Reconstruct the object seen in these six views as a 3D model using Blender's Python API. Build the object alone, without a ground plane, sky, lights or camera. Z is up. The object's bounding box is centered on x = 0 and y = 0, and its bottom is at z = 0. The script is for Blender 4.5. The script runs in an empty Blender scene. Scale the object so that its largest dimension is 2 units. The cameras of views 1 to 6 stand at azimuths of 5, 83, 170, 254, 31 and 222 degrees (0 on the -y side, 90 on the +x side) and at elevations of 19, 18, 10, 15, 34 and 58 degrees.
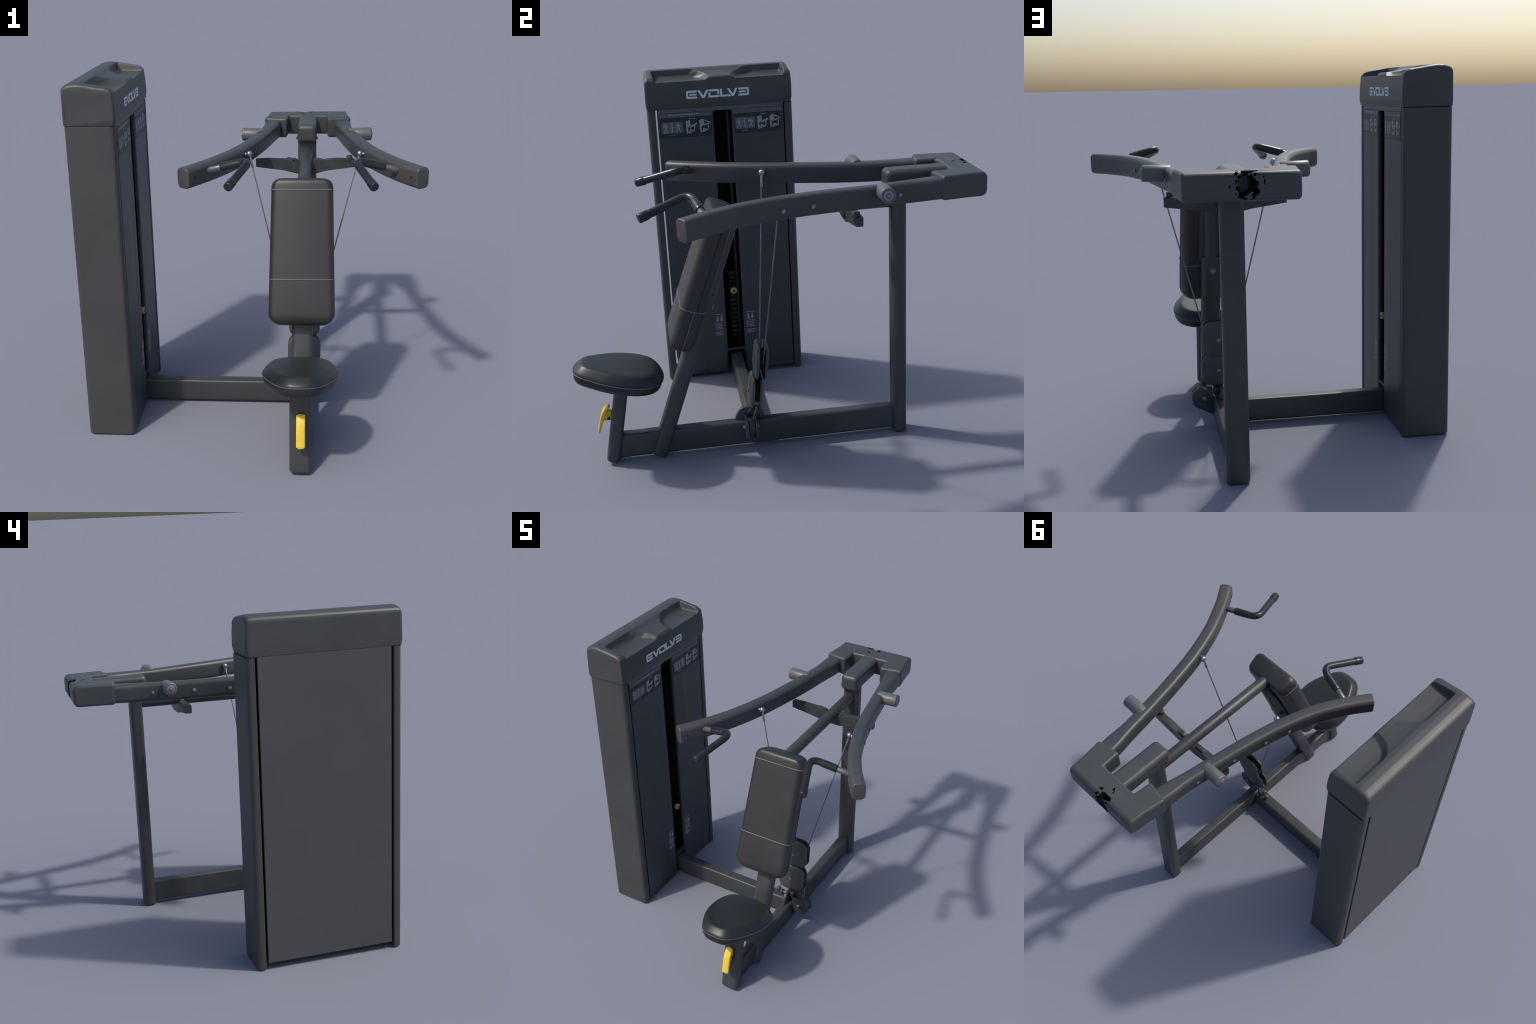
import bpy, bmesh, math, random
from mathutils import Vector, Matrix

random.seed(7)
CX = 0.256                      # x of the machine frame's mirror plane

# ------------------------------------------------------------------ materials
def new_mat(name):
    m = bpy.data.materials.new(name)
    m.use_nodes = True
    nt = m.node_tree
    return m, nt, nt.nodes["Principled BSDF"]

def surface(name, col, rough=0.5, metal=0.0, mottle=0.12, scale=9.0, col2=None,
            bump=0.0, bump_scale=300.0, spec=0.5, coat=0.0):
    """Painted / moulded surface: base colour with cloudy wear and a fine grain."""
    m, nt, b = new_mat(name)
    N, L = nt.nodes, nt.links
    tc = N.new("ShaderNodeTexCoord")
    nz = N.new("ShaderNodeTexNoise"); nz.inputs["Scale"].default_value = scale
    nz.inputs["Detail"].default_value = 4.0
    L.new(tc.outputs["Object"], nz.inputs["Vector"])
    rp = N.new("ShaderNodeValToRGB")
    c2 = col2 if col2 else [min(1, c * (1 + mottle)) for c in col]
    c1 = [c * (1 - mottle) for c in col] if not col2 else col
    rp.color_ramp.elements[0].position = 0.3
    rp.color_ramp.elements[1].position = 0.7
    rp.color_ramp.elements[0].color = (*c1, 1)
    rp.color_ramp.elements[1].color = (*c2, 1)
    L.new(nz.outputs["Fac"], rp.inputs["Fac"])
    L.new(rp.outputs["Color"], b.inputs["Base Color"])
    mr = N.new("ShaderNodeMapRange")
    mr.inputs["To Min"].default_value = rough - 0.06
    mr.inputs["To Max"].default_value = rough + 0.06
    L.new(nz.outputs["Fac"], mr.inputs["Value"])
    L.new(mr.outputs["Result"], b.inputs["Roughness"])
    b.inputs["Metallic"].default_value = metal
    b.inputs["Specular IOR Level"].default_value = spec
    b.inputs["Coat Weight"].default_value = coat
    if bump:
        n2 = N.new("ShaderNodeTexNoise"); n2.inputs["Scale"].default_value = bump_scale
        L.new(tc.outputs["Object"], n2.inputs["Vector"])
        bp = N.new("ShaderNodeBump"); bp.inputs["Strength"].default_value = bump
        bp.inputs["Distance"].default_value = 0.001
        L.new(n2.outputs["Fac"], bp.inputs["Height"])
        L.new(bp.outputs["Normal"], b.inputs["Normal"])
    return m

FRAME = surface("powder_coat_charcoal", (0.049, 0.0515, 0.0525), 0.42, mottle=0.10, bump=0.05)
YOKEM = surface("powder_coat_yoke", (0.055, 0.058, 0.060), 0.45, mottle=0.10, bump=0.05)
CAPM = surface("moulded_cap_plastic", (0.055, 0.0575, 0.0575), 0.46, mottle=0.08, scale=5)
POSTM = surface("cabinet_steel", (0.054, 0.055, 0.054), 0.52, mottle=0.06, scale=4)
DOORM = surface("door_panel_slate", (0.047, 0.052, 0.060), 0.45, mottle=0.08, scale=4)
BACKM = surface("rear_panel_grey", (0.071, 0.072, 0.075), 0.55, mottle=0.05, scale=3)
VINYL = surface("black_vinyl", (0.0285, 0.0288, 0.0285), 0.42, mottle=0.10, scale=6, bump=0.06, bump_scale=500)
SEATV = surface("black_vinyl_seat", (0.0205, 0.0225, 0.0235), 0.38, mottle=0.10, scale=6, bump=0.06, bump_scale=500, spec=0.4)
PIPING = surface("grey_piping", (0.125, 0.127, 0.128), 0.5)
RUBBER = surface("black_rubber_grip", (0.018, 0.019, 0.020), 0.30, mottle=0.15, scale=30)
CHROME = surface("bright_steel", (0.42, 0.43, 0.44), 0.28, metal=0.9, mottle=0.15, scale=60)
COLLAR = surface("collar_steel", (0.16, 0.16, 0.16), 0.36, metal=0.5, mottle=0.2, scale=60)
ZINC = surface("zinc_bolt", (0.26, 0.28, 0.30), 0.40, metal=0.5, mottle=0.1, scale=60)
PEGM = surface("peg_grey", (0.115, 0.117, 0.118), 0.42, mottle=0.08)
CABLEM = surface("steel_cable", (0.17, 0.18, 0.19), 0.42, metal=0.4, mottle=0.2, scale=80)
YELLOW = surface("yellow_plastic", (0.80, 0.56, 0.050), 0.42, mottle=0.05, scale=20)
YELLOWD = surface("yellow_knob", (0.34, 0.31, 0.085), 0.45, mottle=0.12, scale=40)
YLINE = surface("yellow_print", (0.30, 0.25, 0.05), 0.55, mottle=0.1, scale=40)
BLACK = surface("dark_interior", (0.003, 0.003, 0.0035), 0.8, mottle=0.2)  # near-black colour stands in for shade inside the cabinet and holes
STACKM = surface("stack_iron", (0.030, 0.031, 0.034), 0.5, mottle=0.3, scale=25)
COVER = surface("pulley_cover_plastic", (0.062, 0.064, 0.063), 0.40, mottle=0.10, scale=14)
PRINT = surface("silver_print", (0.66, 0.72, 0.78), 0.5, mottle=0.04)
PRINTD = surface("faded_print", (0.29, 0.31, 0.335), 0.55, mottle=0.30, scale=60)
PLAQUE = surface("placard_panel", (0.105, 0.113, 0.124), 0.5, mottle=0.25, scale=50)
BAND = surface("placard_black", (0.019, 0.020, 0.021), 0.48, mottle=0.12, scale=30)
HEADER = surface("placard_header", (0.092, 0.099, 0.109), 0.5, mottle=0.10, scale=20)
STOPM = surface("stop_bar_steel", (0.046, 0.048, 0.048), 0.40, mottle=0.2, scale=20)

def scan_hole_yoke():
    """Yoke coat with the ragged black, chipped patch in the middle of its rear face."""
    m, nt, b = new_mat("powder_coat_yoke_scan_hole")
    N, L = nt.nodes, nt.links
    tc = N.new("ShaderNodeTexCoord")
    nz = N.new("ShaderNodeTexNoise"); nz.inputs["Scale"].default_value = 9
    L.new(tc.outputs["Object"], nz.inputs["Vector"])
    rp = N.new("ShaderNodeValToRGB")
    rp.color_ramp.elements[0].color = (0.051, 0.054, 0.056, 1)
    rp.color_ramp.elements[1].color = (0.060, 0.063, 0.065, 1)
    L.new(nz.outputs["Fac"], rp.inputs["Fac"])
    # ellipsoidal falloff round the patch centre
    mp = N.new("ShaderNodeMapping"); mp.vector_type = 'POINT'
    mp.inputs["Scale"].default_value = (1 / 0.085, 1 / 0.130, 1 / 0.085)
    mp.inputs["Location"].default_value = (-0.238 / 0.085, -0.995 / 0.130, -1.355 / 0.085)
    L.new(tc.outputs["Object"], mp.inputs["Vector"])
    ln = N.new("ShaderNodeVectorMath"); ln.operation = 'LENGTH'
    L.new(mp.outputs["Vector"], ln.inputs[0])
    vo = N.new("ShaderNodeTexVoronoi"); vo.inputs["Scale"].default_value = 62
    vo.distance = 'CHEBYCHEV'
    L.new(tc.outputs["Object"], vo.inputs["Vector"])
    wn = N.new("ShaderNodeSeparateColor")
    L.new(vo.outputs["Color"], wn.inputs["Color"])
    ad = N.new("ShaderNodeMath"); ad.operation = 'MULTIPLY_ADD'
    L.new(wn.outputs[0], ad.inputs[0]); ad.inputs[1].default_value = 0.95
    L.new(ln.outputs["Value"], ad.inputs[2])
    lt = N.new("ShaderNodeMath"); lt.operation = 'LESS_THAN'; lt.inputs[1].default_value = 0.88
    L.new(ad.outputs[0], lt.inputs[0])
    mx = N.new("ShaderNodeMix"); mx.data_type = 'RGBA'
    L.new(lt.outputs[0], mx.inputs[0])
    L.new(rp.outputs["Color"], mx.inputs[6])
    mx.inputs[7].default_value = (0.001, 0.001, 0.001, 1)
    L.new(mx.outputs[2], b.inputs["Base Color"])
    inv = N.new("ShaderNodeMath"); inv.operation = 'MULTIPLY_ADD'
    inv.inputs[1].default_value = -0.5; inv.inputs[2].default_value = 0.5
    L.new(lt.outputs[0], inv.inputs[0])
    L.new(inv.outputs[0], b.inputs["Specular IOR Level"])
    b.inputs["Roughness"].default_value = 0.45
    return m
YOKEHOLE = scan_hole_yoke()

def arm_coat():
    """Arm coat: charcoal that turns warm brown-grey towards the hand end."""
    m, nt, b = new_mat("powder_coat_arm")
    N, L = nt.nodes, nt.links
    tc = N.new("ShaderNodeTexCoord")
    sp = N.new("ShaderNodeSeparateXYZ"); L.new(tc.outputs["Object"], sp.inputs[0])
    nz = N.new("ShaderNodeTexNoise"); nz.inputs["Scale"].default_value = 7
    L.new(tc.outputs["Object"], nz.inputs["Vector"])
    ad = N.new("ShaderNodeMath"); ad.operation = 'MULTIPLY_ADD'; ad.inputs[1].default_value = 0.2
    L.new(nz.outputs["Fac"], ad.inputs[0]); L.new(sp.outputs["Y"], ad.inputs[2])
    rp = N.new("ShaderNodeMapRange")
    rp.inputs["From Min"].default_value = -0.36; rp.inputs["From Max"].default_value = 0.12
    L.new(ad.outputs[0], rp.inputs["Value"])
    mx = N.new("ShaderNodeMix"); mx.data_type = 'RGBA'
    L.new(rp.outputs["Result"], mx.inputs[0])
    mx.inputs[6].default_value = (0.070, 0.066, 0.067, 1)
    mx.inputs[7].default_value = (0.049, 0.052, 0.0535, 1)
    L.new(mx.outputs[2], b.inputs["Base Color"])
    b.inputs["Roughness"].default_value = 0.43
    return m
ARMM = arm_coat()

# ------------------------------------------------------------------ helpers
def finish(name, bm, mat, parent=None, smooth=True, angle=38, weighted=False):
    bmesh.ops.remove_doubles(bm, verts=bm.verts, dist=1e-6)
    bmesh.ops.recalc_face_normals(bm, faces=bm.faces)
    me = bpy.data.meshes.new(name)
    bm.to_mesh(me); bm.free()
    if smooth:
        me.shade_smooth()
        me.set_sharp_from_angle(angle=math.radians(angle))
    me.materials.append(mat)
    ob = bpy.data.objects.new(name, me)
    bpy.context.scene.collection.objects.link(ob)
    if parent: ob.parent = parent
    if weighted:
        w = ob.modifiers.new("wn", 'WEIGHTED_NORMAL'); w.keep_sharp = True
    return ob

def box(name, lo, hi, r, mat, parent, seg=3):
    bm = bmesh.new()
    bmesh.ops.create_cube(bm, size=1)
    for v in bm.verts:
        for i in range(3):
            v.co[i] = lo[i] if v.co[i] < 0 else hi[i]
    if r: bmesh.ops.bevel(bm, geom=list(bm.edges), offset=r, segments=seg, profile=0.5, affect='EDGES')
    return finish(name, bm, mat, parent, weighted=True, angle=50)

def rrect(w, h, r, n=6):
    """Rounded rectangle outline, centred, counter-clockwise."""
    r = min(r, w / 2 - 1e-4, h / 2 - 1e-4)
    pts = []
    for k, (sx, sy) in enumerate(((1, 1), (-1, 1), (-1, -1), (1, -1))):
        for i in range(n + 1):
            a = math.pi / 2 * (k + i / n)
            pts.append((sx * (w / 2 - r) + r * math.cos(a), sy * (h / 2 - r) + r * math.sin(a)))
    return pts

def loft(bm, rings, cap0=True, cap1=True):
    vr = [[bm.verts.new(p) for p in ring] for ring in rings]
    n = len(vr[0])
    for a, b in zip(vr, vr[1:]):
        for i in range(n):
            bm.faces.new((a[i], a[(i + 1) % n], b[(i + 1) % n], b[i]))
    if cap0: bm.faces.new(list(reversed(vr[0])))
    if cap1: bm.faces.new(vr[-1])

def catmull(pts, sub):
    P = [Vector(p) for p in pts]
    P = [2 * P[0] - P[1]] + P + [2 * P[-1] - P[-2]]
    out = []
    for i in range(1, len(P) - 2):
        for k in range(sub):
            t = k / sub
            a, b, c, d = P[i - 1:i + 3]
            out.append(0.5 * ((2 * b) + (c - a) * t + (2 * a - 5 * b + 4 * c - d) * t * t + (3 * b - a - 3 * c + d) * t ** 3))
    out.append(P[-2])
    return out

def sweep(name, path, w, h, r, mat, parent, up=(0, 0, 1), e0=0.008, e1=0.008, n=6, flare=None, angle=50):
    """Rounded-rectangle tube along a path with softly rounded ends."""
    P = [Vector(p) for p in path]
    up = Vector(up)
    bm = bmesh.new(); rings = []
    L = [0]
    for a, b in zip(P, P[1:]): L.append(L[-1] + (b - a).length)
    def ring(p, t, sw, sh, s):
        right = t.cross(up).normalized(); u = right.cross(t).normalized()
        ww, hh = (w, h) if flare is None else flare(s)
        return [p + right * x + u * y for x, y in rrect(ww - sw, hh - sw, max(r - sw / 2, 0.002), n)]
    def tang(i):
        if i == 0: return (P[1] - P[0]).normalized()
        if i == len(P) - 1: return (P[-1] - P[-2]).normalized()
        return (P[i + 1] - P[i - 1]).normalized()
    t0, t1 = tang(0), tang(len(P) - 1)
    K = 4
    for k in range(K):
        a = math.pi / 2 * k / K
        rings.append(ring(P[0] + t0 * e0 * (1 - math.sin(a)), t0, 2 * e0 * (1 - math.cos(math.pi / 2 - a)), 0, 0))
    for i in range(len(P)):
        p = P[i]
        if i == 0: p = P[0] + t0 * e0 * 0.0
        rings.append(ring(p + (t0 * e0 if i == 0 else (-t1 * e1 if i == len(P) - 1 else Vector())), tang(i), 0, 0, L[i] / L[-1]))
    rings = [ring(P[0] + t0 * e0 * (1 - math.sin(math.pi / 2 * k / K)), t0, 2 * e0 * (1 - math.cos(math.pi / 2 * k / K)), 0, 0) for k in range(K, 0, -1)] + rings[K:]
    for k in range(1, K + 1):
        a = math.pi / 2 * k / K
        rings.append(ring(P[-1] - t1 * e1 * (1 - math.sin(a)), t1, 2 * e1 * (1 - math.cos(a)), 0, 1))
    loft(bm, rings)
    return finish(name, bm, mat, parent, angle=angle)

def rod(name, path, rad, mat, parent, n=20, e=0.003, radf=None):
    """Round bar along a path; rounded rims."""
    P = [Vector(p) for p in path]
    bm = bmesh.new(); rings = []
    t = (P[1] - P[0]).normalized()
    ref = Vector((0, 0, 1)) if abs(t.z) < 0.9 else Vector((1, 0, 0))
    x = t.cross(ref).normalized()
    def circ(p, t, r):
        nonlocal x
        x = (x - t * x.dot(t)).normalized(); y = t.cross(x)
        return [p + (x * math.cos(2 * math.pi * i / n) + y * math.sin(2 * math.pi * i / n)) * r for i in range(n)]
    m = len(P)
    for i, p in enumerate(P):
        t = (P[min(i + 1, m - 1)] - P[max(i - 1, 0)]).normalized()
        r = rad if radf is None else radf(i / (m - 1))
        if i == 0:
            rings.append(circ(p, t, r - e)); rings.append(circ(p + t * e * 0.3, t, r - e * 0.3)); rings.append(circ(p + t * e, t, r))
        elif i == m - 1:
            rings.append(circ(p - t * e, t, r)); rings.append(circ(p - t * e * 0.3, t, r - e * 0.3)); rings.append(circ(p, t, r - e))
        else:
            rings.append(circ(p, t, r))
    loft(bm, rings)
    return finish(name, bm, mat, parent, angle=60)

def ball(name, c, r, mat, parent, squash=(1, 1, 1)):
    bm = bmesh.new()
    bmesh.ops.create_uvsphere(bm, u_segments=20, v_segments=12, radius=r)
    for v in bm.verts:
        v.co = Vector(c) + Vector([v.co[i] * squash[i] for i in range(3)])
    return finish(name, bm, mat, parent, angle=180)

def prism_into(bm, poly, origin, ux, uy, un, depth, bev=0.0):
    """Extrude a 2-D outline from origin along un by depth."""
    O, X, Y, Nn = Vector(origin), Vector(ux), Vector(uy), Vector(un)
    a = [bm.verts.new(O + X * p[0] + Y * p[1]) for p in poly]
    b = [bm.verts.new(O + X * p[0] + Y * p[1] + Nn * depth) for p in poly]
    n = len(poly)
    fs = [bm.faces.new(list(reversed(a))), bm.faces.new(b)]
    for i in range(n):
        fs.append(bm.faces.new((a[i], a[(i + 1) % n], b[(i + 1) % n], b[i])))
    if bev:
        es = set(fs[0].edges) | set(fs[1].edges)
        bmesh.ops.bevel(bm, geom=list(es), offset=bev, segments=2, profile=0.5, affect='EDGES')

def prism(name, poly, origin, ux, uy, un, depth, mat, parent, bev=0.0, angle=40):
    bm = bmesh.new()
    prism_into(bm, poly, origin, ux, uy, un, depth, bev)
    return finish(name, bm, mat, parent, angle=angle)

def fillet(pts, radii, n=7):
    """Polyline with rounded corners (3-D)."""
    P = [Vector(p) for p in pts]
    out = [P[0]]
    for i in range(1, len(P) - 1):
        a = (P[i - 1] - P[i]).normalized(); b = (P[i + 1] - P[i]).normalized()
        ang = a.angle(b); d = radii / math.tan(ang / 2)
        p0, p2 = P[i] + a * d, P[i] + b * d
        for k in range(n + 1):
            t = k / n
            out.append((1 - t) ** 2 * p0 + 2 * t * (1 - t) * P[i] + t * t * p2)
    out.append(P[-1])
    return out

def lerp_path(a, b, n):
    a, b = Vector(a), Vector(b)
    return [a + (b - a) * i / n for i in range(n + 1)]

def hexbolt(name, c, axis, r, depth, mat, parent):
    """Domed round-head bolt on a washer."""
    a = Vector(axis).normalized(); c = Vector(c)
    return rod(name, [c, c + a * depth * 0.45, c + a * depth * 0.46, c + a * depth * 0.85, c + a * depth], r, mat, parent, n=16, e=r * 0.22,
               radf=lambda t: r if t < 0.4 else r * 0.8)

# ------------------------------------------------------------------ the thing
root = bpy.data.objects.new("shoulder_press_machine", None)
bpy.context.scene.collection.objects.link(root)
root.location = (0, 0, 0)
root["label"] = "dark grey shoulder press gym machine with weight cabinet"
root["category"] = "gym machine"

# ------------------------------------------------------------------ cabinet
X0, X1 = -0.8445, -0.606          # rear and front planes
Y0, Y1 = -0.5245, 0.2745
cab = box("weight_cabinet", (-0.830, -0.425, 0.06), (-0.822, 0.17, 1.60), 0.0, BLACK, root)  # added near-black sheet, paints the interior shade behind the slot; parents the cabinet

for ya, yb in ((Y0, -0.480), (0.230, Y1)):
    outer_low = ya == Y0
    w, d = yb - ya, X1 - X0
    bm = bmesh.new()
    poly = []
    for (px, py), rr in (((X1, yb), 0.006 if outer_low else 0.022), ((X0, yb), 0.006 if outer_low else 0.022),
                         ((X0, ya), 0.022 if outer_low else 0.006), ((X1, ya), 0.022 if outer_low else 0.006)):
        sx = -1 if px == X1 else 1; sy = -1 if py == yb else 1
        cx_, cy_ = px + sx * rr, py + sy * rr
        a0 = {(-1, -1): 0, (1, -1): 90, (1, 1): 180, (-1, 1): 270}[(sx, sy)]
        for k in range(6):
            a = math.radians(a0 + 90 * k / 5)
            poly.append((cx_ + rr * math.cos(a), cy_ + rr * math.sin(a)))
    prism_into(bm, poly, (0, 0, 0.005), (1, 0, 0), (0, 1, 0), (0, 0, 1), 1.604, 0.003)
    finish("cabinet_post", bm, POSTM, cab, weighted=True, angle=50)

# front doors: gently folded sheet, extruded in z
def door(name, ys, offs, z0, z1):
    bm = bmesh.new()
    poly = [(y, o) for y, o in zip(ys, offs)] + [(y, o - 0.012) for y, o in zip(reversed(ys), reversed(offs))]
    prism_into(bm, poly, (X1, 0, z0), (0, 1, 0), (1, 0, 0), (0, 0, 1), z1 - z0, 0.0)
    return finish(name, bm, DOORM, cab, angle=0.5)
door("front_door", [-0.469, -0.464, -0.30, -0.292, -0.232, -0.226, -0.176, -0.168], [-0.004, -0.001, -0.001, -0.002, -0.002, -0.001, -0.001, -0.006], 0.021, 1.588)
door("front_door", [-0.064, -0.057, 0.045, 0.052, 0.218, 0.223], [-0.006, -0.001, -0.001, -0.002, -0.002, -0.004], 0.026, 1.588)
box("door_header", (X1 - 0.012, -0.469, 1.5885), (X1 - 0.001, 0.223, 1.618), 0.002, HEADER, cab)
# rounded top corners of the slot
for y, s in ((-0.168, 1), (-0.064, -1)):
    pts = [(0, 0)] + [(s * 0.022 * (1 - math.sin(a)), -0.022 * (1 - math.cos(a))) for a in [math.pi / 2 * k / 6 for k in range(7)]]
    prism("slot_corner", pts, (X1 - 0.011, y, 1.588), (0, 1, 0), (0, 0, 1), (1, 0, 0), 0.008, DOORM, cab)
box("slot_sill", (X1 - 0.03, -0.168, 0.150), (X1 - 0.004, -0.064, 0.163), 0.003, STACKM, cab)
box("back_panel", (X0 - 0.001, -0.468, 0.036), (X0 + 0.016, 0.220, 1.618), 0.003, BACKM, cab)
box("cabinet_floor", (X0 + 0.03, -0.46, 0.03), (X1 - 0.02, 0.21, 0.05), 0.003, STACKM, cab)
# rods and iron plates behind the slot
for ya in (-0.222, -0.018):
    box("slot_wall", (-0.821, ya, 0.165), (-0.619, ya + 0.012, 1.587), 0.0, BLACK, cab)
rod("guide_rod", [(-0.690, -0.080, 0.16), (-0.690, -0.080, 1.60)], 0.011, STACKM, cab)
for k in range(15):
    z = 0.185 + k * 0.0285
    j = random.uniform(-0.002, 0.002)
    box("weight_plate", (-0.785, -0.128 + j, z), (-0.725, -0.066, z + 0.024), 0.005, STACKM, cab, seg=2)
rod("selector_pin", [(-0.74, -0.112, 0.527), (-0.622, -0.112, 0.527)], 0.008, STACKM, cab)
knob = rod("selector_knob", [(-0.624, -0.112, 0.527), (-0.615, -0.112, 0.527), (-0.604, -0.112, 0.527)], 0.019, YELLOWD, cab, e=0.004)
rod("selector_knob_center", [(-0.606, -0.112, 0.527), (-0.602, -0.112, 0.527)], 0.008, STACKM, cab, e=0.001)

# moulded cap: profile extruded along y, tray cut into the top, softened by remeshing
def cap():
    prof = [(-0.604, 1.610), (-0.599, 1.640), (-0.600, 1.70), (-0.606, 1.766), (-0.618, 1.780), (-0.635, 1.788), (-0.70, 1.798), (-0.735, 1.804),
            (-0.770, 1.8085), (-0.800, 1.807), (-0.822, 1.802), (-0.836, 1.795), (-0.844, 1.786), (-0.8465, 1.774), (-0.847, 1.640), (-0.8465, 1.610)]
    bm = bmesh.new()
    ys = [(-0.500, -0.016, 0.9), (-0.513, -0.009, 0.96), (-0.520, -0.003, 0.985), (-0.5245, 0.0, 1.0)]
    # plan rounding of ends is done by drawing the last rings in
    def ring(y, inset, drop):
        out = []
        for x, z in prof:
            mx = -0.724
            sx = (abs(x - mx) - inset) / abs(x - mx)
            zz = z if z < 1.72 else z - drop * (z - 1.72) / 0.08
            out.append(Vector((mx + (x - mx) * sx, y, zz)))
        return out
    ym = -0.1275; H = 0.4025
    rings = []
    spec = [(H, 0.009, 0.013), (H - 0.003, 0.004, 0.008), (H - 0.008, 0.001, 0.004), (H - 0.015, 0.0, 0.001), (H - 0.03, 0, 0)]
    for o, i, d in spec: rings.append(ring(ym - o, i, d))
    for o, i, d in reversed(spec): rings.append(ring(ym + o, i, d))
    # lower lip tucks in on the ends
    for rg in rings:
        for v in rg:
            if v.z < 1.63 and abs(v.y - ym) > 0.3: v.y = ym + (v.y - ym) * 0.985
            elif v.z > 1.72 and abs(v.y - ym) > 0.3: v.y = ym + (v.y - ym) * (1 - 0.014 * (v.z - 1.72) / 0.08)
    loft(bm, rings)
    ob = finish("cabinet_cap", bm, CAPM, cab)
    cb = bmesh.new()
    def section(x, a, b, c, d, zf, zh):
        pts = [(-0.486, 1.95), (-0.486, 1.806), (-0.472, zf), (a, zf), (b, zh), (c, zh), (d, zf), (0.228, zf), (0.241, 1.806), (0.241, 1.95)]
        return [Vector((x, y, z)) for y, z in pts]
    loft(cb, [section(-0.55, -0.197, -0.170, -0.065, -0.039, 1.7605, 1.774),
              section(-0.64, -0.205, -0.176, -0.058, -0.030, 1.7590, 1.777),
              section(-0.690, -0.226, -0.190, -0.040, -0.006, 1.7585, 1.784),
              section(-0.722, -0.258, -0.225, -0.005, 0.030, 1.7605, 1.792),
              section(-0.738, -0.285, -0.245, 0.02, 0.058, 1.775, 1.800),
              section(-0.746, -0.295, -0.255, 0.03, 0.068, 1.800, 1.806)])
    cut = finish("cap_cutter", cb, CAPM)
    bo = ob.modifiers.new("cut", 'BOOLEAN'); bo.object = cut; bo.operation = 'DIFFERENCE'; bo.solver = 'EXACT'
    rm = ob.modifiers.new("remesh", 'REMESH'); rm.mode = 'VOXEL'; rm.voxel_size = 0.0034; rm.use_smooth_shade = True
    sm = ob.modifiers.new("smooth", 'SMOOTH'); sm.factor = 0.5; sm.iterations = 3
    dg = bpy.context.evaluated_depsgraph_get()
    me = bpy.data.meshes.new_from_object(ob.evaluated_get(dg))
    ob.modifiers.clear()
    ob.data = me
    me.shade_smooth()
    me.materials.clear(); me.materials.append(CAPM)
    bpy.data.objects.remove(cut)
    return ob
cap_ob = cap()

# cap lettering: stroked letters, each a little slab proud of the cap front
def strokes(name, polys, y0, z0, s, mat, x, depth=0.0025):
    bm = bmesh.new()
    for poly in polys:
        prism_into(bm, [(px * s, pz * s) for px, pz in poly], (x, y0, z0), (0, 1, 0), (0, 0, 1), (1, 0, 0), depth)
    return finish(name, bm, mat, cab, angle=30)
T = 0.24                           # stroke weight, letter height = 1
def bar(x0, y0, x1, y1): return [(x0, y0), (x1, y0), (x1, y1), (x0, y1)]
LET_E = [[(0.12, 1), (1.35, 1), (1.30, 1 - T), (0.30, 1 - T), (T, 0.70), (T, 0.30), (0.30, T), (1.35, T), (1.35, 0), (0.12, 0), (0, 0.12), (0, 0.88)],
         bar(0.40, 0.39, 1.30, 0.61)]
LET_V = [[(0, 1), (0.30, 1), (0.74, 0.32), (1.16, 1), (1.46, 1), (0.88, 0), (0.60, 0)]]
LET_V2 = [[(0.0, 1), (0.30, 1), (0.72, 0.32), (1.06, 1), (1.34, 1), (0.86, 0), (0.60, 0)]]
LET_O = [[(0.05, 1), (1.28, 1), (1.40, 0.88), (1.40, 0.42), (1.14, 0.30), (1.14, 1 - T), (0.05, 1 - T)],
         [(0, 0), (1.40, 0), (1.40, T), (0.26, T), (0.26, 0.70), (0, 0.55)]]
LET_L = [[(0, 1), (0.26, 1), (0.26, T), (1.22, T), (1.38, 0), (0, 0)]]
LET_3 = [[(p[0] * -1 + 1.35, p[1]) for p in reversed(q)] for q in LET_E]
S_ = 0.043
yy = -0.306
for nm, polys, at in (("letter_e", LET_E, 0.0), ("letter_v", LET_V, 1.40), ("letter_o", LET_O, 2.80), ("letter_l", LET_L, 4.30),
                      ("letter_v", LET_V2, 5.18), ("letter_three", LET_3, 6.62)):
    strokes("lettering_" + nm, polys, yy + at * S_, 1.662, S_, PRINT, -0.6010)

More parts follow.
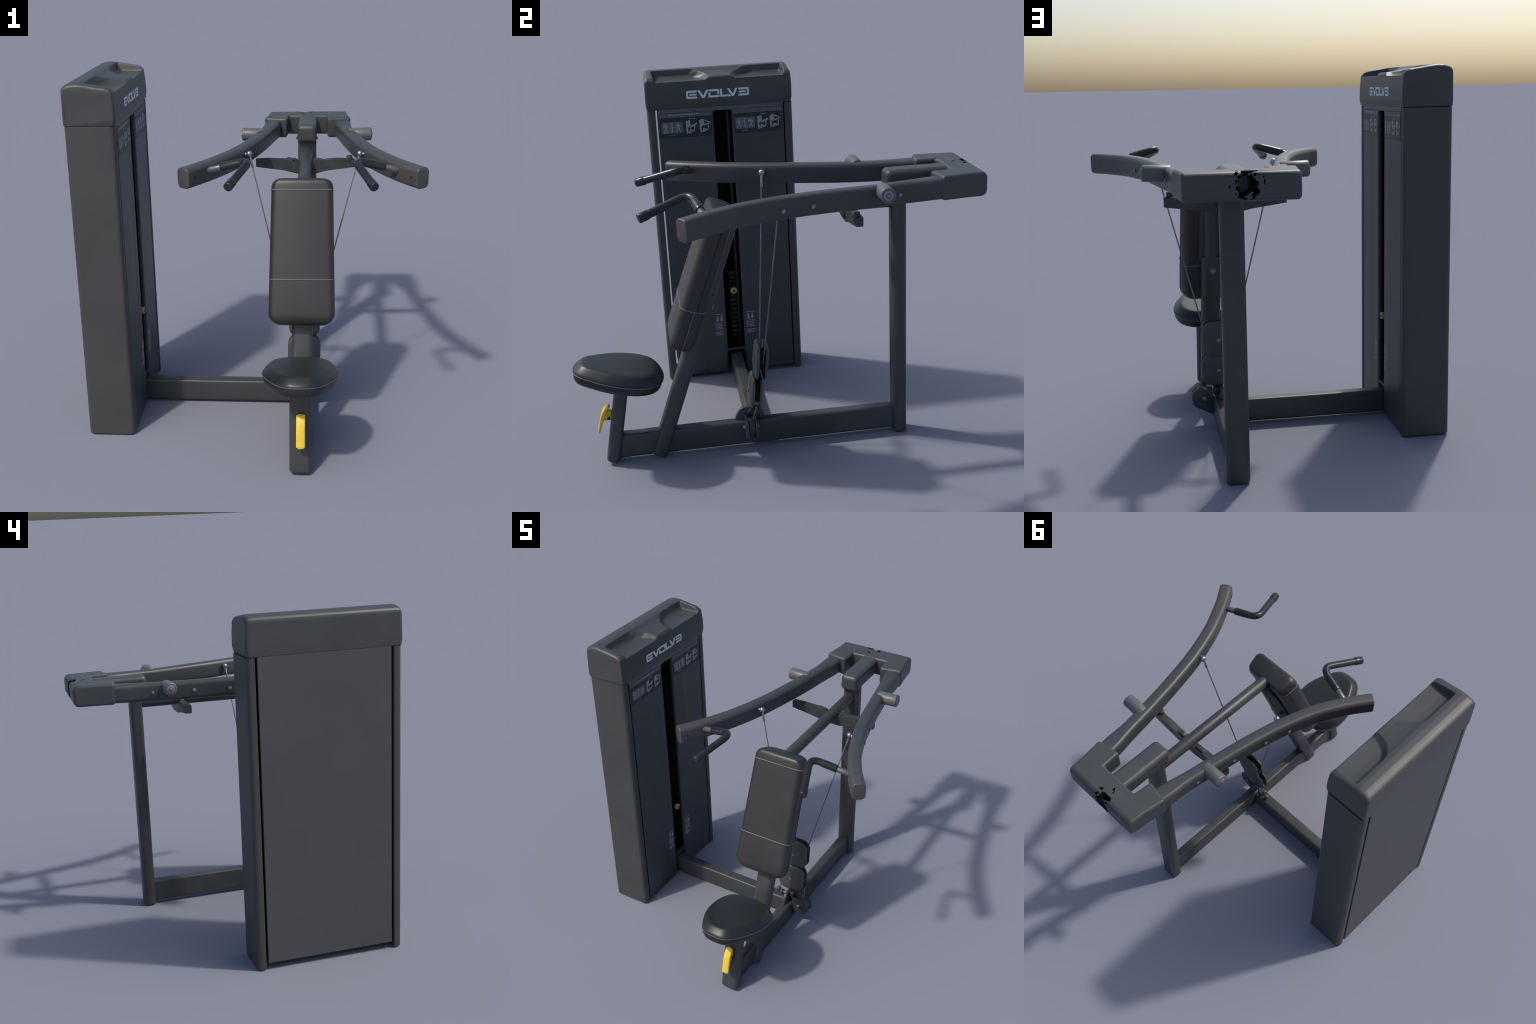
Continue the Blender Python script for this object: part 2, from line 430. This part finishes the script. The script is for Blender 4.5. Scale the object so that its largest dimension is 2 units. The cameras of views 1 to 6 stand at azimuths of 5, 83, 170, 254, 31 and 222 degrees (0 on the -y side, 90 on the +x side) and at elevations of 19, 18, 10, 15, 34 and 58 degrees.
# exercise placards on the doors
def flat(name, polys, mat, x, depth=0.0012, kind=None):
    bm = bmesh.new()
    for poly in polys:
        prism_into(bm, poly, (x, 0, 0), (0, 1, 0), (0, 0, 1), (1, 0, 0), depth)
    ob = finish(name, bm, mat, cab, angle=30)
    if kind: ob["kind"] = kind
    return ob
def disc(cy, cz, r, n=10): return [(cy + r * math.cos(2 * math.pi * k / n), cz + r * math.sin(2 * math.pi * k / n)) for k in range(n)]
def quadline(a, b, w):
    a, b = Vector(a), Vector(b); d = (b - a).normalized(); p = Vector((-d.y, d.x)) * w / 2
    return [tuple(a - p), tuple(b - p), tuple(b + p), tuple(a + p)]
def person(cy, cz, h, mirror=1):
    f = lambda u, v: (cy + mirror * u * h, cz + v * h)
    return [disc(*f(0, 0.40), 0.085 * h), [f(-0.14, 0.30), f(-0.09, -0.08), f(0.09, -0.08), f(0.14, 0.30)],
            quadline(f(-0.13, 0.28), f(-0.30, 0.06), 0.07 * h), quadline(f(0.13, 0.28), f(0.30, 0.06), 0.07 * h),
            quadline(f(-0.05, -0.06), f(-0.17, -0.48), 0.10 * h), quadline(f(0.05, -0.06), f(0.17, -0.48), 0.10 * h)]
def side_person(cy, cz, h):
    f = lambda u, v: (cy + u * h, cz + v * h)
    return [disc(*f(0, 0.40), 0.075 * h), [f(-0.07, 0.30), f(-0.06, -0.48), f(0.06, -0.48), f(0.05, 0.30)]]
def press_icon(cy, cz, h, raised):
    f = lambda u, v: (cy + u * h, cz + v * h)
    out = [[f(-0.42, 0.42), f(-0.10, 0.52), f(-0.05, 0.05), f(-0.40, -0.10)],
           quadline(f(-0.36, -0.08), f(-0.30, -0.50), 0.14 * h),
           quadline(f(-0.30, -0.46), f(0.18, -0.30), 0.10 * h), quadline(f(0.20, -0.34), f(0.24, 0.08), 0.07 * h),
           [f(-0.22, -0.38), f(-0.14, -0.18), f(0.06, -0.22), f(0.02, -0.36)]]
    if raised:
        out += [quadline(f(-0.12, 0.42), f(0.42, 0.20), 0.07 * h), quadline(f(-0.15, 0.02), f(0.40, 0.20), 0.09 * h)]
    else:
        out += [quadline(f(-0.14, -0.02), f(0.40, 0.22), 0.14 * h)]
    return out
def dashes(y0, y1, z, h, rng):
    out, y = [], y0
    while y < y1 - 0.002:
        w = rng.uniform(0.004, 0.011)
        out.append([(y, z), (min(y + w, y1), z), (min(y + w, y1), z + h), (y, z + h)])
        y += w + 0.0022
    return out
rng = random.Random(3)
XF = X1 - 0.001
for (a, b, sgn) in ((-0.4635, -0.1755, 0), (-0.0575, 0.2135, 1)):
    dx = a + 0.463 if not sgn else a + 0.463
    W = (b - a) / 0.290
    P = lambda y: a + (y + 0.464) * W
    flat("placard_header_strip", [[(a, 1.5645), (b, 1.5645), (b, 1.5875), (a, 1.5875)]], HEADER, XF, 0.0008)
    flat("placard_band", [[(a, 1.452), (b, 1.452), (b, 1.5642), (a, 1.5642)]], BAND, XF, 0.0008)
    fr = [(P(-0.394) + u * W, 1.509 + v) for u, v in rrect(0.117, 0.062, 0.006, 3)]
    flat("placard_picture", [fr], PLAQUE, XF + 0.0008, 0.0008)
    figs = person(P(-0.430), 1.509, 0.052) + side_person(P(-0.396), 1.509, 0.052) + person(P(-0.361), 1.509, 0.052)
    flat("placard_figures", figs, PRINTD, XF + 0.0016, 0.0008)
    flat("placard_machine_icon", press_icon(P(-0.288), 1.508, 0.074, False), PRINTD, XF + 0.0008, 0.0010)
    flat("placard_machine_icon", press_icon(P(-0.213), 1.510, 0.074, True), PRINTD, XF + 0.0008, 0.0010)
    flat("placard_small_print", dashes(P(-0.300), P(-0.266), 1.552, 0.004, rng) + dashes(P(-0.415), P(-0.380), 1.466, 0.002, rng), PRINTD, XF + 0.0008, 0.0008, "stuff")
    flat("placard_title_print", dashes(P(-0.412), P(-0.245), 1.575, 0.006, rng), PRINTD if not sgn else PLAQUE, XF + 0.0008, 0.0008, "stuff")
# warning labels near the foot of each door
for (a, b) in ((-0.232, -0.184), (-0.050, 0.004)):
    flat("warning_label_stripe", [[(a, 0.386), (b, 0.386), (b, 0.391), (a, 0.391)]], YLINE, XF, 0.0008)
    ic = []
    for c in (a + 0.014, a + 0.038):
        ic += [disc(c, 0.374, 0.005), [(c - 0.008, 0.346), (c + 0.008, 0.346), (c + 0.005, 0.370), (c - 0.005, 0.370)]]
    flat("warning_label_icon", ic, PRINTD, XF, 0.0009)
    rows = []
    for k in range(9):
        if k == 5: continue
        rows += dashes(a, b - rng.uniform(0, 0.008), 0.332 - k * 0.0095, 0.0045, rng)
    flat("warning_label_print", rows, PRINTD, XF, 0.0008, "stuff")

# ------------------------------------------------------------------ floor frame
sweep("base_beam", lerp_path((CX - 0.002, -0.828, 0.083), (CX - 0.002, 0.61, 0.083), 6), 0.060, 0.128, 0.013, FRAME, root)
sweep("cross_beam", lerp_path((-0.66, -0.117, 0.0715), (0.24, -0.117, 0.0715), 4), 0.066, 0.119, 0.012, FRAME, root)
sweep("rear_post", lerp_path((CX, 0.631, 0.0), (CX, 0.631, 1.31), 5), 0.106, 0.070, 0.026, FRAME, root, up=(0, 1, 0), e0=0.012)
sweep("seat_post", lerp_path((CX, -0.8500, 0.0115), (CX, -0.768, 0.44), 4), 0.104, 0.067, 0.023, FRAME, root, up=(0, 1, 0), e0=0.012)
sl = lambda z: -0.622 + 0.361 * z
sweep("slanted_post", lerp_path((CX, sl(0.0135), 0.0135), (CX, sl(0.86), 0.86), 4), 0.104, 0.075, 0.026, FRAME, root, up=(0, 1, 0), e0=0.012)
sp_up = sweep("upper_post", lerp_path((CX, sl(0.84) + 0.006, 0.84), (CX, sl(1.21) + 0.004, 1.21), 4), 0.076, 0.066, 0.03, FRAME, root, up=(0, 1, 0))
hexbolt("post_bolt", (CX - 0.006, sl(0.775) + 0.036, 0.775), (0, 0.94, -0.34), 0.016, 0.014, ZINC, root)
rod("spine_tube", [(CX, -0.205, 1.236), (CX, 0.2, 1.238), (CX, 0.60, 1.240)], 0.0335, FRAME, root, n=32, e=0.004)

# ------------------------------------------------------------------ seat
lean = Vector((0, 0.19, 0.98)).normalized()
fwd = Vector((0, lean.z, -lean.y))           # seat-plane axis pointing backwards
SO = Vector((CX, -0.773, 0.5285)) - lean * 0.094
half = [(0.0, -0.218), (0.058, -0.210), (0.098, -0.178), (0.137, -0.110), (0.166, -0.040), (0.179, 0.035), (0.174, 0.105), (0.146, 0.165), (0.098, 0.203), (0.045, 0.217), (0.0, 0.220)]
loop_pts = [(x, y) for x, y in half] + [(-x, y) for x, y in reversed(half[1:-1])]
ring2 = catmull([(x, y, 0) for x, y in (loop_pts[-1:] + loop_pts + loop_pts[:2])], 6)
ring2 = ring2[6:-6 * 1 - 1]
def seat_ring(inset, h):
    n = len(ring2); out = []
    for i in range(n):
        t = (ring2[(i + 1) % n] - ring2[i - 1]).normalized()
        nrm = Vector((t.y, -t.x, 0))
        p = ring2[i] - nrm * inset
        out.append(SO + Vector((1, 0, 0)) * p.x + fwd * p.y + lean * h)
    return out
def shrink_ring(k, h):
    c = Vector((0, 0.0, 0))
    return [SO + Vector((1, 0, 0)) * p.x * k + fwd * (p.y * k + 0.006 * (1 - k)) + lean * h for p in ring2]
bm = bmesh.new()
loft(bm, [seat_ring(0.018, 0.0), seat_ring(0.010, 0.003), seat_ring(0.003, 0.016), seat_ring(0.0, 0.036), seat_ring(0.001, 0.044)])
seat_base = finish("seat_cushion", bm, SEATV, root, angle=60)
bm = bmesh.new()
loft(bm, [seat_ring(0.003, 0.040), seat_ring(-0.001, 0.048), seat_ring(0.001, 0.054), seat_ring(0.005, 0.060), seat_ring(0.014, 0.070), seat_ring(0.025, 0.081), seat_ring(0.031, 0.0865), seat_ring(0.036, 0.0895),
          seat_ring(0.043, 0.0912), seat_ring(0.055, 0.0918), shrink_ring(0.55, 0.0922), shrink_ring(0.3, 0.0922), shrink_ring(0.05, 0.0922)])
finish("seat_cushion_top", bm, SEATV, seat_base, angle=60)
def closed_tube(name, pts, r, mat, parent, n=8):
    bm = bmesh.new(); m = len(pts); rings = []
    x = None
    for i in range(m):
        t = (pts[(i + 1) % m] - pts[i - 1]).normalized()
        ref = Vector((0, 0, 1)) if abs(t.z) < 0.95 else Vector((0, 1, 0))
        if x is None: x = t.cross(ref).normalized()
        x = (x - t * x.dot(t)).normalized(); y = t.cross(x)
        rings.append([bm.verts.new(pts[i] + (x * math.cos(2 * math.pi * k / n) + y * math.sin(2 * math.pi * k / n)) * r) for k in range(n)])
    for i in range(m):
        a, b = rings[i], rings[(i + 1) % m]
        for k in range(n): bm.faces.new((a[k], a[(k + 1) % n], b[(k + 1) % n], b[k]))
    return finish(name, bm, mat, parent, angle=180)
SEAM = surface("dark_piping", (0.075, 0.078, 0.080), 0.42)
closed_tube("seat_piping", seat_ring(-0.001, 0.045), 0.003, SEAM, seat_base)
box("seat_mount", (CX - 0.055, -0.84, 0.405), (CX + 0.055, -0.71, 0.432), 0.006, FRAME, seat_base)

# yellow height lever on the seat post
lev = []
prof = [(-0.843, 0.312), (-0.862, 0.292), (-0.877, 0.262), (-0.888, 0.232), (-0.898, 0.200), (-0.908, 0.166)]
thick = [0.012, 0.018, 0.022, 0.018, 0.014, 0.010]
cp = catmull([(0, y, z) for y, z in prof], 5)
tk = catmull([(0, t, 0) for t in thick], 5)
bm = bmesh.new(); rings = []
for i, p in enumerate(cp):
    t = (cp[min(i + 1, len(cp) - 1)] - cp[max(i - 1, 0)]).normalized()
    nrm = Vector((0, -t.z, t.y)) * -1
    ew = 0.5 if i in (0, len(cp) - 1) else 1.0
    rings.append([Vector((CX + 0.003, 0, 0)) + p + Vector((1, 0, 0)) * x * ew + nrm * y * ew for x, y in rrect(0.042, tk[i].y, 0.005, 3)])
loft(bm, rings)
lever = finish("adjustment_lever", bm, YELLOW, root, angle=40)
box("lever_lug", (CX - 0.010, -0.875, 0.232), (CX + 0.016, -0.835, 0.282), 0.004, YELLOW, lever)
rod("lever_pivot", [(CX - 0.024, -0.852, 0.245), (CX + 0.028, -0.852, 0.245)], 0.007, STACKM, lever)

# ------------------------------------------------------------------ back pad
up_d = Vector((0, 0.349, 0.937)).normalized()
nf = Vector((0, -up_d.z, up_d.y))            # pad front normal
PC = Vector((CX - 0.003, -0.4065, 0.966))     # middle of the front face
PL, PT = 0.724, 0.120
def pad_ring(s, grow=0.0):
    """Section at distance s along the pad (0 = bottom end)."""
    f = s / PL
    hw = 0.1635 - 0.012 * f
    def nose(d, r): return 0 if d >= r else r - math.sqrt(max(0, r * r - (r - d) ** 2))
    dw = nose(s, 0.065) + nose(PL - s, 0.045)
    dt = nose(s, 0.05) + nose(PL - s, 0.024)
    w = 2 * (hw - dw) + 2 * grow; th = PT - 2 * dt * 0.72 + 2 * grow
    c = PC + up_d * (s - PL / 2) - nf * PT / 2
    pts = []
    for x, y in rrect(w, th, min(0.031, th * 0.45), 7):
        bulge = 0.010 * (1 - min(1, abs(x) / (hw * 1.02)) ** 2) if y > 0 else 0
        if y < 0: x *= 1 + 0.10 * y / (th / 2)
        pts.append(c + Vector((1, 0, 0)) * x + nf * (y + bulge * min(1, s / 0.1, (PL - s) / 0.1)))
    return pts
ss = [0.0008, 0.003, 0.008, 0.016, 0.026, 0.038, 0.052, 0.066] + [0.066 + (PL - 0.116) * k / 14 for k in range(1, 15)] + [PL - d for d in (0.038, 0.027, 0.017, 0.009, 0.003, 0.0008)]
bm = bmesh.new(); loft(bm, [pad_ring(s) for s in ss])
pad = finish("back_pad", bm, VINYL, root, angle=60)
s_of = lambda z: (z - PC.z) / up_d.z + PL / 2
for z in (1.250, 0.838):
    closed_tube("pad_piping", pad_ring(s_of(z), 0.0004), 0.0030, PIPING if True else SEAM, pad)
# side welts below the lower seam, and shell edge line along the sides
for sx in (1, -1):
    pts = []
    for k in range(17):
        s = 0.012 + (s_of(0.838) - 0.012) * k / 16
        rg = pad_ring(s)
        xs = [p.x for p in rg]
        x = max(xs) if sx > 0 else min(xs)
        pts.append(PC * 0 + Vector((x - sx * 0.0005, 0, 0)) + Vector((0, 1, 1)) * (PC + up_d * (s - PL / 2) - nf * PT * 0.52))
    rod("pad_side_welt", pts, 0.0024, PIPING, pad, n=8, e=0.001)
    pts = []
    for k in range(14):
        s = s_of(0.838) + (PL - 0.05 - s_of(0.838)) * k / 13
        rg = pad_ring(s); xs = [p.x for p in rg]
        x = max(xs) if sx > 0 else min(xs)
        pts.append(Vector((x - sx * 0.0015, 0, 0)) + Vector((0, 1, 1)) * (PC + up_d * (s - PL / 2) - nf * PT * 0.66))
    rod("pad_side_crease", pts, 0.0022, VINYL, pad, n=8, e=0.001)
# mounting plate between post and pad
c = PC - nf * (PT + 0.004)
prism("pad_mount", [(x, y) for x, y in rrect(0.13, 0.34, 0.02, 4)], c + up_d * 0.06, (1, 0, 0), tuple(up_d), tuple(-nf), 0.012, FRAME, pad, bev=0.003)

# ------------------------------------------------------------------ yoke and bracket
plan = [(-0.232, 1.0), (0.232, 1.0), (0.238, 0.90), (0.255, 0.778), (0.120, 0.755), (0.113, 0.860), (-0.113, 0.860), (-0.120, 0.755), (-0.255, 0.778), (-0.238, 0.90)]
bm = bmesh.new()
prism_into(bm, list(reversed(plan)), (CX - 0.002, 0, 1.284), (1, 0, 0), (0, 1, 0), (0, 0, 1), 0.117)
rear = [e for e in bm.edges if all(v.co.y > 0.99 for v in e.verts) and abs(e.verts[0].co.z - e.verts[1].co.z) < 1e-4]
bmesh.ops.bevel(bm, geom=rear, offset=0.030, segments=5, profile=0.5, affect='EDGES')
rest = [e for e in bm.edges if e.is_manifold and e.calc_face_angle() > math.radians(32)]
bmesh.ops.bevel(bm, geom=rest, offset=0.015, segments=4, profile=0.5, affect='EDGES', clamp_overlap=True)
yoke = finish("press_yoke", bm, YOKEHOLE, root, angle=50)
# ragged hole copied from a scan gap in the rear face, opening onto the top edge
hr = random.Random(11)
def ragged(cx, cz, rx, rz, n):
    return [(cx + rx * hr.uniform(0.55, 1.15) * math.cos(2 * math.pi * k / n), cz + rz * hr.uniform(0.55, 1.15) * math.sin(2 * math.pi * k / n)) for k in range(n)]
cb = bmesh.new()
prism_into(cb, ragged(0.236, 1.350, 0.042, 0.050, 17), (0, 0.900, 0), (1, 0, 0), (0, 0, 1), (0, 1, 0), 0.13)
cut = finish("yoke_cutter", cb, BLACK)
cb = bmesh.new()
prism_into(cb, ragged(0.226, 0.975, 0.036, 0.022, 11), (0, 0, 1.375), (1, 0, 0), (0, 1, 0), (0, 0, 1), 0.05)
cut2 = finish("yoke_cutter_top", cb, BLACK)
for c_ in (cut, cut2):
    bo = yoke.modifiers.new("break", 'BOOLEAN'); bo.object = c_; bo.operation = 'DIFFERENCE'; bo.solver = 'EXACT'  # cuts the scan's hole into the yoke
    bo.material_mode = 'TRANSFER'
yoke.modifiers.new("wn", 'WEIGHTED_NORMAL').keep_sharp = True
yoke.data = bpy.data.meshes.new_from_object(yoke.evaluated_get(bpy.context.evaluated_depsgraph_get()))
yoke.modifiers.clear()
bpy.data.objects.remove(cut); bpy.data.objects.remove(cut2)
bm = bmesh.new()
lo, hi = (CX - 0.055, 0.562, 1.292), (CX + 0.055, 0.915, 1.397)
bmesh.ops.create_cube(bm, size=1)
for v in bm.verts:
    for i in range(3): v.co[i] = lo[i] if v.co[i] < 0 else hi[i]
bmesh.ops.bevel(bm, geom=list(bm.edges), offset=0.027, segments=6, profile=0.5, affect='EDGES')
bracket = finish("pivot_bracket", bm, YOKEM, root, weighted=True, angle=60)
for s in (1, -1):
    hexbolt("bracket_bolt", (CX + s * 0.052, 0.592, 1.318), (s, 0, 0), 0.010, 0.010, FRAME, bracket)

# ------------------------------------------------------------------ press arms
arm_pts = [(0.567, -0.440, 1.342), (0.524, -0.378, 1.343), (0.482, -0.312, 1.344), (0.402, -0.157, 1.345), (0.334, 0.035, 1.343), (0.289, 0.225, 1.340), (0.253, 0.42, 1.335), (0.224, 0.596, 1.335), (0.198, 0.80, 1.338)]
def arm_section(s):
    f = max(0, (s - 0.82) / 0.18)
    f = min(1, f * 1.6)
    return 0.073 + 0.020 * f * f, 0.102 - 0.002 * f
def arm_side(y, side):
    """Point on the arm's outer (+1) or inner (-1) wall at a given y, with outward normal."""
    P = catmull(arm_pts, 12)
    i = min(range(1, len(P) - 1), key=lambda k: abs(P[k].y - y))
    t = (P[i + 1] - P[i - 1]).normalized()
    n = Vector((-t.y, t.x, 0)).normalized()
    if n.x < 0: n = -n
    return P[i] + n * side * 0.0365, n * side
for sx in (1, -1):
    M = lambda v: Vector((CX + sx * v[0], v[1], v[2]))
    arm = sweep("press_arm", [M(p) for p in catmull(arm_pts, 8)], 0.073, 0.102, 0.024, ARMM, root, e0=0.007, e1=0.004, n=7, flare=arm_section)
    # handle
    path = fillet([M((0.452, -0.334, 1.358)), M((0.248, -0.378, 1.414)), M((0.333, -0.610, 1.345))], 0.050, 12)
    col_end = path[0] + (path[1] - path[0]).normalized() * 0.062
    rod("handle_collar", [path[0] - (path[1] - path[0]).normalized() * 0.03, col_end + (path[1] - path[0]).normalized() * 0.01], 0.0158, COLLAR, arm, n=20)
    grip = [col_end] + lerp_path(col_end, path[1], 5)[1:] + path[2:-1] + lerp_path(path[-2], path[-1], 7)[1:]
    rod("handle_grip", grip, 0.0195, RUBBER, arm, n=22, e=0.004, radf=lambda t: 0.0212 if t < 0.2 else 0.0196)
    d = (path[-1] - path[-2]).normalized()
    rod("handle_end_cap", [path[-1] - d * 0.046, path[-1] - d * 0.02, path[-1] + d * 0.004], 0.0222, RUBBER, arm, n=22, e=0.004)
    # weight peg with stepped end
    p, n = arm_side(0.49, 1)
    pz = 1.360
    a = M((0.235, 0.490, pz - 0.002)); b = M((0.363, 0.490, pz + 0.002))
    peg = rod("storage_peg", [a, b], 0.0365, PEGM, arm, n=32, e=0.007)
    ax = (b - a).normalized()
    rod("peg_ring", [b - ax * 0.003, b + ax * 0.0025], 0.022, ZINC, arm, n=28, e=0.001)
    rod("peg_core", [b, b + ax * 0.004], 0.0135, PEGM, arm, n=20, e=0.001)
    rod("peg_hub", [b, b + ax * 0.0065], 0.0065, ZINC, arm, n=16, e=0.001)
    if sx < 0: rod("peg_stripe", [b - ax * 0.0095, b - ax * 0.008], 0.0367, YLINE, arm, n=32, e=0.0003)
    # bolts on the outer wall
    for y, r in ((0.572, 0.0095), (0.345, 0.011), (0.148, 0.011), (0.006, 0.011)):
        if sx > 0 and y == 0.345: continue
        p, n = arm_side(y, 1)
        hexbolt("arm_bolt", M((p.x, p.y, 1.336)), (n.x * sx, n.y, 0), r, 0.006, ZINC, arm)
    # black disc standing in for a small hole in the inner wall
    p, n = arm_side(-0.402, -1)
    rod("arm_hole_disc", [M((p.x, p.y, 1.343)) - Vector((n.x * sx, n.y, 0)) * 0.004, M((p.x, p.y, 1.343)) + Vector((n.x * sx, n.y, 0)) * 0.002], 0.006, BLACK, arm, n=14, e=0.001)
    # ball joint on the inner wall, link and cable
    p, n = arm_side(0.012, -1)
    q = M((0.285, 0.012, 1.358))
    j = rod("joint_stud", [M((p.x + 0.01, p.y, 1.357)), q], 0.008, CHROME, arm, n=14)
    ball("cable_ball_joint", q, 0.0165, CHROME, arm)
    foot = Vector((0.311 if sx > 0 else 0.181, -0.073, 0.455))
    dd = (foot - q).normalized()
    rod("cable_link", [q, q + dd * 0.075], 0.006, CHROME, arm, n=12, e=0.002)
    rod("cable", [q + dd * 0.06, foot - dd * 0.02], 0.0034, CABLEM, root, n=10, e=0.001)

# ------------------------------------------------------------------ stop bar under the arms
zc = [(-0.280, 1.250), (-0.225, 1.251), (-0.12, 1.249), (-0.05, 1.238), (0.05, 1.238), (0.12, 1.247), (0.16, 1.251), (0.268, 1.249),
      (0.268, 1.205), (0.12, 1.186), (0.05, 1.168), (-0.05, 1.168), (-0.12, 1.186), (-0.280, 1.207)]
stop = prism("stop_bar", list(reversed(zc)), (CX, 0.362, -0.004), (1, 0, 0), (0, 0, 1), (0, 1, 0), 0.036, STOPM, root, bev=0.003)
for x, z, w in ((-0.085, 1.250, 0.026), (-0.058, 1.246, 0.016), (0.072, 1.247, 0.030)):
    prism("stop_bar_lug", [(-w, -0.012), (w, -0.014), (w * 0.7, 0.004), (-w * 0.6, 0.012), (-w, 0.004)], (CX + x, 0.366, z - 0.008), (1, 0, 0), (0, 0, 1), (0, 1, 0), 0.026, STOPM, stop, bev=0.002)
for s, x in ((1, 0.240),):
    rod("stop_bumper", [(CX + x, 0.372, 1.235), (CX + x, 0.372, 1.266)], 0.016, STOPM, stop, n=18, e=0.004)
    hexbolt("stop_bolt", (CX + x + s * 0.018, 0.364, 1.233), (0, -1, 0.1), 0.010, 0.014, FRAME, stop)
sweep("stop_strut", [(CX, 0.375, 1.19), (CX, 0.375, 1.235)], 0.06, 0.03, 0.006, STOPM, stop, up=(0, 1, 0))

# ------------------------------------------------------------------ pulley blocks on the cable
def dome_plate(name, c, tilt, w, h, parent, side, thick=0.020):
    """Bulged rounded plate facing +-y."""
    bm = bmesh.new()
    R = Matrix.Rotation(tilt, 3, 'X')
    rings = []
    for k, (sc, d) in enumerate(((1.0, 0.0), (1.0, 0.006), (0.985, 0.009), (0.86, 0.014), (0.6, 0.018), (0.25, thick))):
        rg = rrect(w * sc, h * sc, min(w, h) * 0.30 * sc, 8)
        rings.append([Vector(c) + R @ Vector((x, side * d, z)) for x, z in rg])
    loft(bm, rings)
    return finish(name, bm, COVER, parent, angle=50)
def pulley_block(c, tilt, w, h, sep):
    c = Vector(c); R = Matrix.Rotation(tilt, 3, 'X')
    wheel = rod("pulley_block", [c + R @ Vector((0, -sep * 0.45, 0)), c, c + R @ Vector((0, sep * 0.45, 0))], w * 0.36, STACKM, root, n=36, e=0.003,
                radf=lambda t: w * 0.36 - (0.008 if abs(t - 0.5) < 0.3 else 0))
    for s in (1, -1):
        cc = c + R @ Vector((0, s * sep * 0.5, 0))
        dome_plate("pulley_cover", cc, tilt, w, h, wheel, s)
        hexbolt("pulley_bolt", cc + R @ Vector((0, s * 0.018, 0)), R @ Vector((0, s, 0)), 0.010, 0.009, ZINC, wheel)
    return wheel
pulley_block((CX + 0.001, -0.077, 0.472), -0.10, 0.165, 0.185, 0.030)
pulley_block((CX - 0.001, -0.112, 0.305), -0.12, 0.172, 0.175, 0.026)
rod("cable", [(CX + 0.088, -0.118, 0.26), (CX + 0.093, -0.147, 0.17)], 0.0034, CABLEM, root, n=10, e=0.001)
rod("cable", [(CX - 0.070, -0.105, 0.25), (0.152, -0.108, 0.165)], 0.003, CABLEM, root, n=10, e=0.001)

# floor pulley: side cheeks and wheel hung on the base beam
cheek = [(0.030, 0.188), (0.116, 0.190), (0.134, 0.170), (0.136, 0.115), (0.120, 0.098), (0.030, 0.052)]
fp = prism("floor_pulley_cheek", cheek, (CX, -0.166, 0), (1, 0, 0), (0, 0, 1), (0, -1, 0), 0.010, FRAME, root, bev=0.002)
prism("floor_pulley_cheek", cheek, (CX, -0.122, 0), (1, 0, 0), (0, 0, 1), (0, -1, 0), 0.010, FRAME, fp, bev=0.002)
rod("floor_pulley_wheel", [(CX + 0.088, -0.164, 0.148), (CX + 0.088, -0.149, 0.148), (CX + 0.088, -0.134, 0.148)], 0.046, STACKM, fp, n=30, e=0.003)
hexbolt("floor_pulley_bolt", (CX + 0.075, -0.176, 0.142), (0, -1, 0), 0.012, 0.014, CHROME, fp)
hexbolt("floor_pulley_bolt", (CX + 0.075, -0.122, 0.142), (0, 1, 0), 0.012, 0.012, ZINC, fp)
# half-moon gusset standing on the beam
gm = [(-0.078, -0.030), (0.076, -0.030), (0.076, 0.000), (0.073, 0.022), (0.064, 0.042), (0.050, 0.057), (0.034, 0.063), (-0.028, 0.063), (-0.045, 0.058), (-0.060, 0.040), (-0.070, 0.018), (-0.078, -0.006)]
gus = prism("beam_gusset", gm, (CX - 0.022, -0.146, 0.150), (0, 1, 0), (0, 0, 1), (1, 0, 0), 0.020, FRAME, root, bev=0.004)
rod("gusset_pulley", [(CX + 0.0, -0.135, 0.182), (CX + 0.026, -0.135, 0.182)], 0.028, STACKM, gus, n=24)
# cable end knobs over the cross beam
kn = rod("cable_anchor", [(0.151, -0.111, 0.120), (0.151, -0.111, 0.150)], 0.010, FRAME, root, n=16)
ball("cable_anchor_knob", (0.151, -0.111, 0.162), 0.015, COVER, kn, (1, 1, 0.8))
rod("cable_anchor_eye", [(0.175, -0.122, 0.160), (0.192, -0.128, 0.162)], 0.016, COVER, kn, n=18)
rod("cable_anchor_pin", [(0.186, -0.125, 0.161), (0.240, -0.135, 0.168)], 0.006, ZINC, kn, n=12)
